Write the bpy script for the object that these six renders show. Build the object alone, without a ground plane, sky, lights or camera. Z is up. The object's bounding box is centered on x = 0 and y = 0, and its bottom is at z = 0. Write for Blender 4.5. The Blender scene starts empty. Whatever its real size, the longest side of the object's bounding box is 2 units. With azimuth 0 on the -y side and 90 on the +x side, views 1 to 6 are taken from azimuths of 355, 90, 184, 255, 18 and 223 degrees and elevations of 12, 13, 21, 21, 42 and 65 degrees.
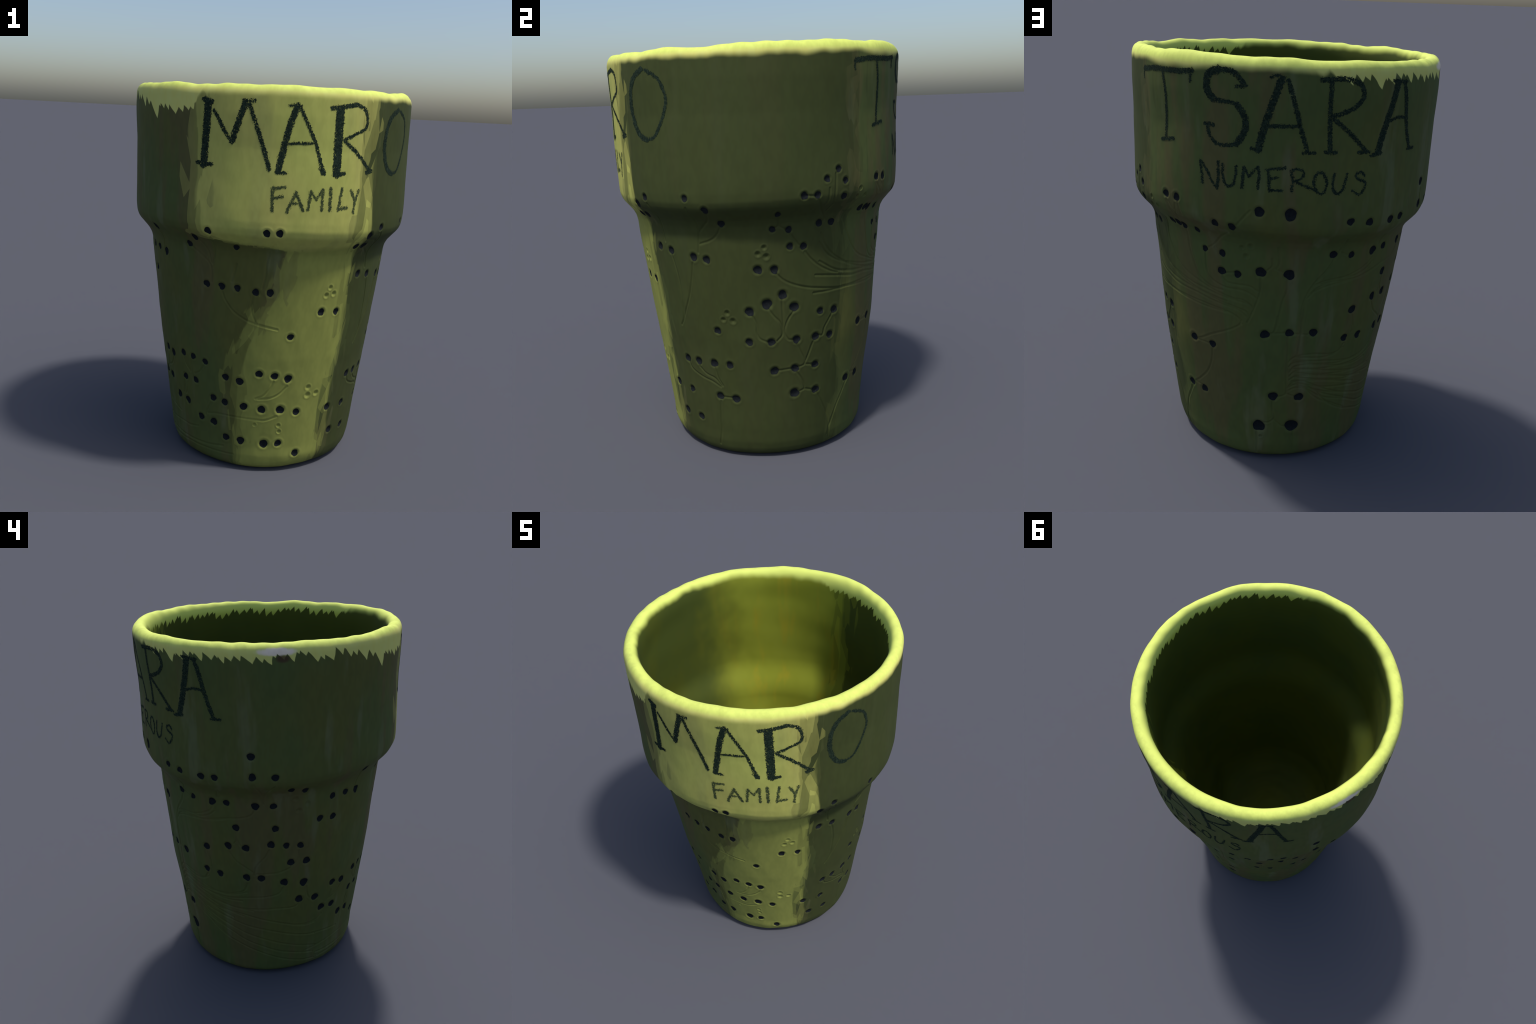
"""Hand-made ceramic beaker: tapered lower wall, flared upper band, soft uneven rim,
olive-green glaze, dark lettering drawn round the band, punched dots and incised stems."""
import bpy, math, random
import numpy as np

random.seed(7)
rng = np.random.default_rng(7)
TAU = 2 * math.pi

# ------------------------------------------------------------------ overall form
# azimuth 0 faces -y, 90 faces +x ; profile of the outer wall: height -> mean radius
PROFILE_Z = [0, .025, .05, .09, .14, .22, .4, .65, .9, 1.1, 1.17, 1.2, 1.23, 1.26, 1.29, 1.32, 1.36, 1.42, 1.55, 1.7, 1.85, 1.93, 2.0]
PROFILE_R = [.467, .500, .510, .518, .522, .532, .554, .5875, .613, .634, .639, .6455, .661, .6865, .7125, .7235, .727, .728, .7265, .7258, .732, .7322, .7322]
# lean and out-of-round of the hand-thrown wall at a few heights
WARP_Z = [0, .15, .6, 1.1, 1.35, 1.65, 1.95]
LEAN_X = [.0116, .0150, .0090, .0021, .0011, -.0020, -.0051]
LEAN_Y = [.0112, .0107, .0094, .0007, -.0055, -.0040, .0002]
OVAL_C = [.0045, -.0020, -.0007, -.0017, -.0049, -.0041, .0029]
OVAL_S = [.0028, .0018, -.0018, .0037, -.0010, .0028, .0047]
# uneven height of the rim: azimuth -> top
RIM_AZ = [-180, -160, -140, -120, -100, -72, -60, -47, -36, -28, -20, -11, -3, 6, 12, 19, 28, 38, 47, 54, 63, 72, 80, 90, 100, 106, 122, 134, 147, 165, 180]
RIM_Z = [1.992, 1.987, 1.985, 1.979, 1.981, 1.977, 1.977, 1.980, 1.974, 1.976, 1.981, 1.979, 1.983, 1.985, 1.980, 1.986, 1.978, 1.982, 1.978, 1.983, 1.983, 1.976, 1.981, 1.990, 1.992, 1.989, 1.997, 1.995, 2.000, 1.996, 1.992]

_zt = np.linspace(0, 2, 1001)
def _smooth(y, sigma):
    k = np.arange(-40, 41); w = np.exp(-.5 * (k * .002 / sigma) ** 2); w /= w.sum()
    pad = np.concatenate([y[0] - (y[1:41][::-1] - y[0]) * 1.0, y, y[-1] + 0 * y[-41:-1]])
    return np.convolve(pad, w, 'valid')
R_TAB = _smooth(np.interp(_zt, PROFILE_Z, PROFILE_R), .007)
WARP_TAB = [_smooth(np.interp(_zt, WARP_Z, t), .03) for t in (LEAN_X, LEAN_Y, OVAL_C, OVAL_S)]


def lumps(th, z, seed, octaves):
    """periodic low relief from a few random waves"""
    g = np.random.default_rng(seed); out = 0
    for kth, kz, amp in octaves:
        for _ in range(5):
            a = g.integers(max(1, kth // 2), kth + 1); b = g.normal() * kz
            out = out + amp * np.sin(a * th + b * z + g.uniform(0, TAU)) / 2.2
    return out


# broad hand-squeezed swellings and hollows: azimuth, height, half-widths, depth
SWELLS = [(217, 1.38, 16, .19, .021), (222, .85, 14, .35, .008), (292, 1.46, 20, .20, -.008), (5, 1.38, 14, .13, -.008), (168, 1.5, 14, .30, .006)]
def swell(th, z):
    out = 0
    for az, h, wa, wh, amp in SWELLS:
        d = np.degrees(np.angle(np.exp(1j * (th - math.radians(az))))) / wa
        out = out + amp * np.exp(-d * d - ((z - h) / wh) ** 2)
    return out


def outer_radius(th, z):
    x, y = np.sin(th), -np.cos(th)
    w = np.exp(-((z - 1.26) / .22) ** 2)
    zz = z - w * (.0083 * x - .0061 * y + .0014 * np.cos(2 * th) - .0119 * np.sin(2 * th))
    lx, ly, oc, os_ = (np.interp(z, _zt, t) for t in WARP_TAB)
    r = np.interp(zz, _zt, R_TAB) + lx * x + ly * y + oc * np.cos(2 * th) + os_ * np.sin(2 * th)
    # flattened foot edge towards azimuth 25, fuller one towards -120
    low = np.exp(-(z / .05) ** 2)
    r = r - .016 * low * np.exp(-((np.angle(np.exp(1j * (th - .45)))) / .35) ** 2)
    r = r + .010 * low * np.exp(-((np.angle(np.exp(1j * (th + 2.1)))) / .5) ** 2)
    return r + swell(th, z) + lumps(th, z, 3, [(9, 6, .0011), (26, 16, .0006)])


def rim_top(th):
    az = (np.degrees(th) + 180) % 360 - 180
    fine = np.linspace(-180, 180, 721); v = np.interp(fine, RIM_AZ, RIM_Z)
    k = np.exp(-.5 * (np.arange(-12, 13) / 4.0) ** 2); k /= k.sum()
    v = np.convolve(np.concatenate([v[-13:-1], v, v[1:13]]), k, 'valid')
    return np.interp(az, fine, v)


# ------------------------------------------------------------------ placements
HOLES, DENTS, STEMS, GLYPHS = [], [], [], []
def punch(az, z, r): HOLES.append((math.radians(az), z, r))
def dent(az, z, r): DENTS.append((math.radians(az), z, r))
def stem(*pts): STEMS.append(pts)
def stroke(half_width, *pts): return half_width, pts
def glyph(letter, *strokes): GLYPHS.append((letter, strokes))


def holes():
    punch(119.8, 1.447, .015)
    punch(-113.5, 1.438, .020)
    punch(115.0, 1.408, .015)
    punch(122.8, 1.393, .015)
    punch(140.0, 1.390, .018)
    punch(145.3, 1.387, .018)
    punch(177.1, 1.378, .022)
    punch(-172.5, 1.370, .027)
    punch(63.9, 1.343, .015)
    punch(106.3, 1.342, .017)
    punch(111.3, 1.341, .016)
    punch(44.3, 1.336, .016)
    punch(-151.8, 1.333, .017)
    punch(-113.2, 1.331, .020)
    punch(-104.3, 1.329, .019)
    punch(122.4, 1.323, .016)
    punch(-144.5, 1.323, .018)
    punch(-1.3, 1.320, .018)
    punch(-6.1, 1.318, .018)
    punch(-128.5, 1.315, .018)
    punch(-134.4, 1.314, .019)
    punch(-28.9, 1.308, .018)
    punch(161.1, 1.304, .017)
    punch(38.1, 1.299, .018)
    punch(167.4, 1.297, .018)
    punch(70.9, 1.290, .016)
    punch(-60.3, 1.273, .017)
    punch(97.2, 1.261, .013)
    punch(-36.8, 1.258, .016)
    punch(136.4, 1.244, .018)
    punch(38.9, 1.244, .016)
    punch(140.2, 1.244, .018)
    punch(34.3, 1.243, .016)
    punch(-97.4, 1.239, .016)
    punch(143.3, 1.238, .017)
    punch(150.1, 1.234, .015)
    punch(-18.5, 1.230, .015)
    punch(-90.9, 1.224, .017)
    punch(75.4, 1.222, .017)
    punch(-41.4, 1.216, .017)
    punch(115.2, 1.200, .018)
    punch(121.3, 1.198, .018)
    punch(95.3, 1.189, .015)
    punch(102.0, 1.183, .016)
    punch(-153.7, 1.155, .019)
    punch(-75.6, 1.150, .018)
    punch(-67.7, 1.149, .018)
    punch(-126.9, 1.146, .018)
    punch(152.6, 1.145, .015)
    punch(-134.1, 1.143, .021)
    punch(-145.4, 1.143, .016)
    punch(160.8, 1.141, .017)
    punch(-60.1, 1.140, .020)
    punch(-113.3, 1.137, .021)
    punch(-105.0, 1.137, .018)
    punch(102.5, 1.104, .016)
    punch(108.4, 1.099, .017)
    punch(41.4, 1.087, .018)
    punch(49.0, 1.076, .018)
    punch(177.1, 1.073, .024)
    punch(-171.4, 1.066, .025)
    punch(61.1, 1.056, .019)
    punch(160.3, 1.053, .020)
    punch(167.4, 1.050, .018)
    punch(67.3, 1.048, .018)
    punch(-81.8, 1.031, .019)
    punch(-74.3, 1.024, .019)
    punch(-33.3, 1.024, .018)
    punch(-25.6, 1.023, .018)
    punch(-18.1, 1.023, .017)
    punch(-3.2, 1.012, .019)
    punch(-9.7, 1.011, .018)
    punch(-123.2, 1.002, .020)
    punch(-104.2, 1.002, .019)
    punch(88.9, 1.001, .020)
    punch(95.8, .998, .019)
    punch(22.1, .907, .019)
    punch(-106.4, .904, .021)
    punch(30.7, .901, .017)
    punch(-98.8, .894, .018)
    punch(-91.5, .886, .019)
    punch(-128.1, .884, .021)
    punch(-119.0, .879, .021)
    punch(99.2, .874, .021)
    punch(-140.8, .850, .021)
    punch(92.3, .832, .024)
    punch(104.3, .809, .022)
    punch(84.5, .796, .021)
    punch(-96.3, .784, .021)
    punch(-87.8, .782, .021)
    punch(7.9, .780, .017)
    punch(116.9, .770, .017)
    punch(-170.0, .764, .020)
    punch(124.6, .763, .019)
    punch(-159.1, .758, .021)
    punch(179.2, .754, .022)
    punch(-142.8, .699, .019)
    punch(69.0, .694, .017)
    punch(-134.3, .692, .020)
    punch(-119.6, .689, .021)
    punch(-111.8, .687, .021)
    punch(-99.7, .657, .022)
    punch(143.0, .655, .020)
    punch(154.0, .652, .019)
    punch(114.8, .644, .019)
    punch(105.4, .643, .019)
    punch(83.7, .642, .018)
    punch(-88.8, .641, .024)
    punch(93.8, .640, .018)
    punch(122.6, .638, .018)
    punch(-51.3, .607, .019)
    punch(-43.9, .606, .017)
    punch(-35.9, .595, .017)
    punch(-69.6, .582, .020)
    punch(-6.3, .574, .019)
    punch(-62.2, .572, .021)
    punch(1.7, .564, .019)
    punch(8.9, .549, .021)
    punch(-24.1, .533, .019)
    punch(-91.0, .529, .023)
    punch(-16.3, .521, .021)
    punch(-81.1, .519, .022)
    punch(65.3, .517, .020)
    punch(73.5, .516, .018)
    punch(48.5, .514, .019)
    punch(56.0, .514, .019)
    punch(115.2, .495, .018)
    punch(104.9, .492, .019)
    punch(95.0, .487, .020)
    punch(-43.4, .470, .018)
    punch(-51.6, .468, .019)
    punch(-76.0, .432, .022)
    punch(-67.9, .424, .021)
    punch(-176.3, .398, .024)
    punch(-31.8, .398, .019)
    punch(-163.2, .389, .023)
    punch(-24.8, .387, .019)
    punch(-13.9, .379, .021)
    punch(-4.0, .370, .021)
    punch(6.2, .370, .022)
    punch(136.7, .363, .020)
    punch(146.1, .361, .020)
    punch(104.8, .358, .023)
    punch(116.0, .356, .019)
    punch(15.5, .353, .019)
    punch(35.9, .349, .019)
    punch(48.4, .343, .017)
    punch(66.7, .341, .019)
    punch(-60.1, .336, .021)
    punch(75.3, .333, .020)
    punch(-51.6, .327, .020)
    punch(-40.9, .263, .020)
    punch(-32.1, .255, .021)
    punch(-166.0, .212, .034)
    punch(176.7, .211, .032)
    punch(40.7, .201, .019)
    punch(52.4, .196, .018)
    punch(-24.4, .179, .020)
    punch(-15.3, .173, .022)
    punch(6.7, .171, .019)
    punch(-1.6, .167, .023)
    punch(17.8, .105, .020)
def dents():
    dent(130.5, 1.349, .009)
    dent(133.5, 1.313, .009)
    dent(129.2, 1.311, .009)
    dent(173.0, 1.194, .011)
    dent(169.3, 1.184, .009)
    dent(-94.7, 1.172, .012)
    dent(171.1, 1.143, .011)
    dent(-88.8, 1.134, .013)
    dent(91.8, 1.106, .010)
    dent(-93.0, 1.102, .012)
    dent(89.2, 1.076, .011)
    dent(92.6, 1.063, .012)
    dent(25.3, 1.033, .010)
    dent(27.7, .999, .011)
    dent(23.6, .993, .011)
    dent(74.4, .788, .011)
    dent(72.4, .753, .010)
    dent(76.8, .748, .012)
    dent(20.7, .490, .012)
    dent(26.0, .451, .012)
    dent(20.9, .445, .013)
    dent(-7.5, .278, .008)
    dent(6.0, .278, .009)
    dent(6.6, .241, .009)
    dent(177.7, .145, .008)
def stems():
    stem((-40.0, 1.200), (-36.1, 1.172), (-32.1, 1.140), (-30.7, 1.113), (-30.6, 1.064), (-31.0, 1.039))
    stem((-35.2, 1.246), (-33.0, 1.217), (-31.5, 1.185), (-30.7, 1.138))
    stem((-29.4, 1.259), (-28.3, 1.230), (-28.7, 1.184), (-29.9, 1.134))
    stem((-25.3, .994), (-23.7, .952), (-19.9, .902), (-14.3, .864), (-8.8, .844), (1.2, .819))
    stem((-10.7, .988), (-11.4, .942), (-10.8, .893), (-9.3, .854))
    stem((-2.5, 1.260), (-4.5, 1.211), (-5.5, 1.152), (-5.6, 1.094), (-6.6, 1.035))
    stem((-61.2, 1.255), (-60.4, 1.215), (-61.4, 1.162), (-59.2, 1.146))
    stem((-18.8, 1.144), (-19.6, 1.100), (-20.9, 1.055))
    stem((-51.4, .584), (-50.0, .545), (-46.9, .510))
    stem((-45.3, .581), (-46.5, .511))
    stem((-37.0, .571), (-39.9, .530), (-43.6, .508))
    stem((-53.0, .440), (-54.8, .365))
    stem((-33.3, .363), (-36.2, .315), (-37.5, .283))
    stem((-35.7, .297), (-29.8, .309), (-18.0, .310), (-7.1, .307), (-1.7, .307), (4.5, .331))
    stem((1.3, .534), (-0.4, .490), (-3.6, .449), (-7.6, .430))
    stem((8.6, .505), (4.9, .462), (0.0, .437), (-6.1, .428))
    stem((-76.0, .096), (-60.4, .100), (-46.9, .103), (-35.8, .109), (-26.4, .121))
    stem((-74.3, .066), (-55.1, .078), (-37.3, .081), (-23.7, .082), (-20.0, .084))
    stem((-84.7, .137), (-62.3, .174), (-52.1, .177), (-43.9, .194))
    stem((-166.9, .627), (-159.3, .617), (-152.4, .609), (-145.9, .624), (-142.4, .667))
    stem((-166.2, .597), (-156.7, .577), (-145.0, .559), (-135.1, .560), (-127.3, .572), (-121.5, .596), (-119.3, .651))
    stem((-167.1, .559), (-154.9, .545), (-143.3, .539), (-132.3, .534), (-118.0, .550), (-108.4, .562), (-102.6, .582), (-100.0, .626))
    stem((-166.1, .537), (-154.0, .509), (-141.3, .493), (-130.0, .472), (-118.5, .469), (-104.8, .476), (-94.2, .478), (-90.3, .504))
    stem((-165.9, .511), (-152.3, .476), (-139.3, .445), (-124.5, .429), (-110.5, .395), (-96.2, .357), (-86.9, .334), (-79.7, .337))
    stem((-166.6, .481), (-151.6, .431), (-137.3, .397), (-122.2, .350), (-107.8, .318), (-89.8, .270), (-78.8, .249))
    stem((-164.7, .463), (-150.6, .401), (-136.6, .351), (-122.6, .293), (-110.9, .254), (-95.8, .207), (-77.7, .157))
    stem((-160.9, .442), (-150.5, .367), (-135.1, .306), (-123.0, .243), (-111.1, .197), (-98.8, .156), (-79.0, .112))
    stem((-154.0, .406), (-147.2, .325), (-136.5, .252), (-126.4, .208), (-114.3, .158), (-102.0, .114), (-88.8, .075), (-77.4, .059))
    stem((-128.0, .850), (-124.8, .795), (-120.4, .758), (-116.1, .724))
    stem((-107.3, .869), (-109.3, .826), (-113.4, .776), (-115.0, .738), (-115.4, .706))
    stem((-92.3, .854), (-92.6, .799), (-96.6, .750), (-102.1, .724), (-107.1, .717), (-114.1, .713))
    stem((-140.2, .819), (-139.1, .767), (-139.1, .723))
    stem((-148.9, 1.225), (-153.0, 1.136), (-155.3, 1.088), (-160.9, 1.013), (-163.8, .952), (-165.3, .872), (-164.8, .781), (-165.8, .642))
    stem((-160.5, 1.008), (-152.0, 1.024), (-143.4, 1.047), (-136.5, 1.081), (-134.1, 1.112))
    stem((-162.4, .965), (-155.8, .997), (-146.5, 1.013), (-138.9, 1.025), (-130.6, 1.048), (-120.8, 1.063), (-115.7, 1.082), (-113.8, 1.111))
    stem((-130.2, 1.217), (-131.2, 1.174))
    stem((-113.1, 1.407), (-113.1, 1.357))
    stem((-112.9, 1.288), (-110.3, 1.222), (-109.7, 1.174), (-109.5, 1.151))
    stem((-104.3, 1.276), (-107.8, 1.230), (-109.4, 1.174))
    stem((-123.3, .975), (-123.4, .927), (-124.8, .901))
    stem((-123.4, .927), (-121.4, .888))
    stem((-94.6, .350), (-85.2, .340), (-78.7, .354), (-75.5, .384))
    stem((-81.2, .257), (-73.8, .248), (-60.3, .234))
    stem((-69.9, .531), (-71.0, .484), (-73.2, .459))
    stem((-62.6, .543), (-65.8, .497), (-72.3, .469))
    stem((-52.6, .454), (-51.3, .399), (-52.7, .365))
    stem((-87.1, .610), (-86.1, .548), (-84.7, .524))
    stem((45.0, 1.305), (46.1, 1.273), (46.0, 1.237), (45.4, 1.192), (45.6, 1.149), (46.0, 1.117))
    stem((38.9, 1.274), (44.0, 1.270), (45.8, 1.247))
    stem((40.4, 1.229), (43.3, 1.203), (44.9, 1.177))
    stem((49.1, 1.050), (50.2, .999), (51.2, .929), (51.3, .841), (51.1, .781), (50.4, .730), (48.4, .695))
    stem((60.3, 1.026), (58.9, .958), (56.4, .864), (53.0, .784), (50.4, .730))
    stem((63.7, 1.297), (64.4, 1.264), (65.1, 1.234), (65.0, 1.186), (64.4, 1.131), (63.9, 1.080))
    stem((70.8, 1.271), (70.4, 1.241), (67.6, 1.206), (65.1, 1.177))
    stem((74.4, 1.198), (72.4, 1.162), (69.3, 1.138), (65.0, 1.122))
    stem((111.8, 1.318), (114.1, 1.269), (116.9, 1.226), (117.3, 1.207))
    stem((118.7, 1.429), (118.5, 1.362), (118.4, 1.319), (118.5, 1.291), (116.8, 1.255))
    stem((116.1, 1.365), (116.0, 1.322), (115.4, 1.296))
    stem((97.7, 1.243), (97.7, 1.205), (96.0, 1.193))
    stem((97.9, 1.201), (101.0, 1.184))
    stem((102.6, 1.161), (104.6, 1.132), (106.3, 1.108))
    stem((109.1, 1.073), (112.0, 1.033), (116.2, .994), (121.2, .964), (125.6, .947))
    stem((96.8, .976), (99.6, .946), (103.8, .921), (110.3, .898), (117.4, .884), (126.6, .868), (130.2, .868), (138.7, .860), (148.1, .853), (161.7, .846))
    stem((116.5, 1.149), (118.4, 1.097), (122.5, 1.044), (128.2, 1.001), (134.8, .968), (147.0, .930), (162.2, .901))
    stem((140.1, 1.364), (144.7, 1.311))
    stem((145.7, 1.365), (146.7, 1.308))
    stem((107.3, 1.341), (110.5, 1.338))
    stem((86.1, .771), (87.4, .733), (87.6, .689), (88.8, .659), (92.2, .641))
    stem((92.9, .807), (95.1, .772), (97.6, .742), (98.8, .707), (98.8, .673), (96.6, .645))
    stem((99.0, .855), (99.1, .793), (99.3, .730), (99.2, .692))
    stem((103.9, .785), (101.9, .757), (100.4, .720), (99.9, .686), (101.4, .650), (103.6, .644))
    stem((105.7, .620), (107.4, .577), (109.4, .533), (109.5, .507), (106.6, .497))
    stem((113.5, .617), (111.3, .555), (109.7, .517))
    stem((123.3, .744), (121.5, .714), (119.4, .679), (118.5, .646), (116.4, .646))
    stem((97.2, .488), (102.8, .492))
    stem((110.5, .506), (113.0, .500))
    stem((105.9, .467), (108.7, .421), (109.8, .377), (107.8, .365))
    stem((109.8, .374), (114.1, .360))
    stem((117.0, .335), (120.2, .273), (123.8, .202), (125.9, .135), (126.9, .050))
    stem((136.3, .335), (133.8, .284), (130.5, .230), (128.3, .171), (126.6, .122))
    stem((49.4, .493), (51.2, .460), (57.2, .432), (62.9, .416), (67.5, .392))
    stem((56.2, .485), (59.9, .453), (64.8, .435), (68.1, .398))
    stem((65.7, .489), (66.5, .443), (68.7, .399))
    stem((68.6, .338), (72.8, .338))
    stem((66.7, .311), (65.8, .229), (65.3, .146), (63.3, .061))
    stem((130.7, 1.238), (129.4, 1.164), (131.8, 1.104), (135.6, 1.044), (140.7, 1.003), (147.6, .976), (153.7, .954), (159.4, .937), (165.2, .923), (169.5, .921), (173.2, .897))
    stem((143.4, 1.218), (144.2, 1.134), (146.5, 1.055), (149.3, .996), (154.8, .962), (160.4, .957))
    stem((152.8, 1.120), (152.8, 1.058), (154.0, 1.014), (157.3, .988), (162.2, .973), (168.3, .973), (172.4, .960), (175.7, .935))
    stem((160.6, 1.025), (162.8, 1.001), (167.5, .998), (172.4, .996), (176.0, .974))
    stem((115.8, 1.107), (120.2, 1.043), (127.4, 1.000), (135.5, .975), (143.9, .954), (152.1, .940), (158.4, .928), (166.0, .915), (171.6, .905), (174.0, .883))
    stem((116.0, 1.016), (124.5, .963), (134.3, .940), (143.7, .929), (152.0, .915), (159.3, .895), (166.0, .880), (170.7, .864), (172.0, .840))
    stem((114.2, .952), (125.0, .934), (135.5, .914), (146.5, .908), (154.4, .892), (161.5, .880), (167.3, .868), (170.7, .838))
    stem((113.4, .865), (125.7, .865), (137.9, .867), (149.0, .866), (156.7, .858), (162.8, .848), (167.2, .827), (168.9, .795))
    stem((177.0, 1.038), (177.0, .985), (175.7, .925), (173.6, .863), (171.5, .809))
    stem((174.1, 1.380), (171.8, 1.348), (169.4, 1.310))
    stem((165.0, 1.258), (160.7, 1.219), (157.5, 1.178), (154.7, 1.157))
    stem((157.5, 1.164), (159.4, 1.145))
    stem((162.4, 1.048), (165.9, 1.055))
    stem((-178.4, 1.139), (-178.3, 1.107), (179.8, 1.083))
    stem((139.9, 1.362), (141.3, 1.321), (142.9, 1.286))
    stem((144.4, 1.353), (143.8, 1.305), (143.0, 1.276))
    stem((168.8, .813), (167.4, .785), (161.9, .748), (154.3, .709), (148.6, .671), (145.5, .652), (151.9, .650))
    stem((153.9, .625), (152.6, .548), (149.6, .480), (144.3, .418), (140.2, .382))
    stem((140.9, .380), (144.4, .378))
    stem((137.1, .338), (131.7, .251), (127.1, .146), (125.6, .075))
    stem((-175.4, .850), (-175.7, .810), (-176.8, .768), (-178.9, .757))
    stem((-178.5, .760), (-172.2, .764))
    stem((-168.2, .758), (-161.9, .750))
    stem((-170.6, .738), (-170.3, .664), (-170.3, .571), (-170.1, .485), (-169.9, .415), (-173.4, .396))
    stem((-169.9, .413), (-165.7, .395))
    stem((-176.4, .369), (-176.3, .310), (-175.4, .262), (-178.3, .236), (179.9, .235))
    stem((-175.4, .256), (-172.2, .219), (-169.6, .208))
    stem((175.6, .169), (176.0, .110), (175.4, .038))
    stem((-165.1, .170), (-164.6, .110), (-164.0, .038))
    stem((-169.7, .598), (-168.0, .620), (-165.0, .634), (-158.1, .636), (-149.4, .621), (-145.3, .630), (-142.7, .645))
    stem((-169.3, .573), (-167.4, .592), (-162.4, .598), (-152.6, .587), (-142.4, .568), (-134.3, .554), (-126.9, .564), (-120.1, .586))
    stem((-168.9, .542), (-166.8, .569), (-162.2, .578), (-152.3, .563), (-141.8, .537), (-133.5, .522), (-123.4, .521))
    stem((-168.8, .519), (-165.7, .545), (-159.6, .549), (-149.1, .524), (-139.8, .499), (-129.8, .472), (-117.2, .457))
    stem((-168.6, .496), (-165.0, .516), (-156.7, .510), (-145.6, .483), (-135.2, .447), (-123.2, .414))
    stem((-167.6, .487), (-162.4, .485), (-156.4, .480), (-145.1, .452), (-129.9, .396))
    stem((-168.9, .456), (-166.2, .483), (-161.4, .480), (-156.1, .451), (-149.1, .411), (-143.9, .383), (-132.3, .331))
    stem((-169.8, .445), (-166.1, .465), (-161.2, .460), (-154.6, .413), (-146.7, .368), (-135.7, .315))
    stem((-169.7, .427), (-165.9, .445), (-161.0, .439), (-157.1, .400), (-152.2, .354), (-145.2, .316), (-134.1, .247))
    stem((-153.5, 1.127), (-154.5, 1.091), (-158.2, 1.043), (-161.2, 1.007), (-163.3, .964), (-164.2, .920), (-164.3, .860), (-164.8, .809))
    stem((-160.4, 1.011), (-155.9, 1.025), (-148.5, 1.034), (-142.2, 1.035), (-136.7, 1.057), (-133.3, 1.087))
    stem((-163.2, .944), (-159.4, .990), (-154.5, 1.014), (-147.3, 1.019), (-140.4, 1.021), (-133.8, 1.034), (-127.7, 1.051))
    stem((-172.0, 1.035), (-172.2, .981), (-173.6, .932), (-174.6, .872), (-175.2, .812))
    stem((-150.6, 1.236), (-150.2, 1.195), (-151.7, 1.167))
    stem((-177.2, 1.094), (-174.1, 1.077))
    stem((-176.0, 1.197), (-175.4, 1.132), (-176.5, 1.090))
    stem((-150.3, 1.160), (-147.5, 1.146))
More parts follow.
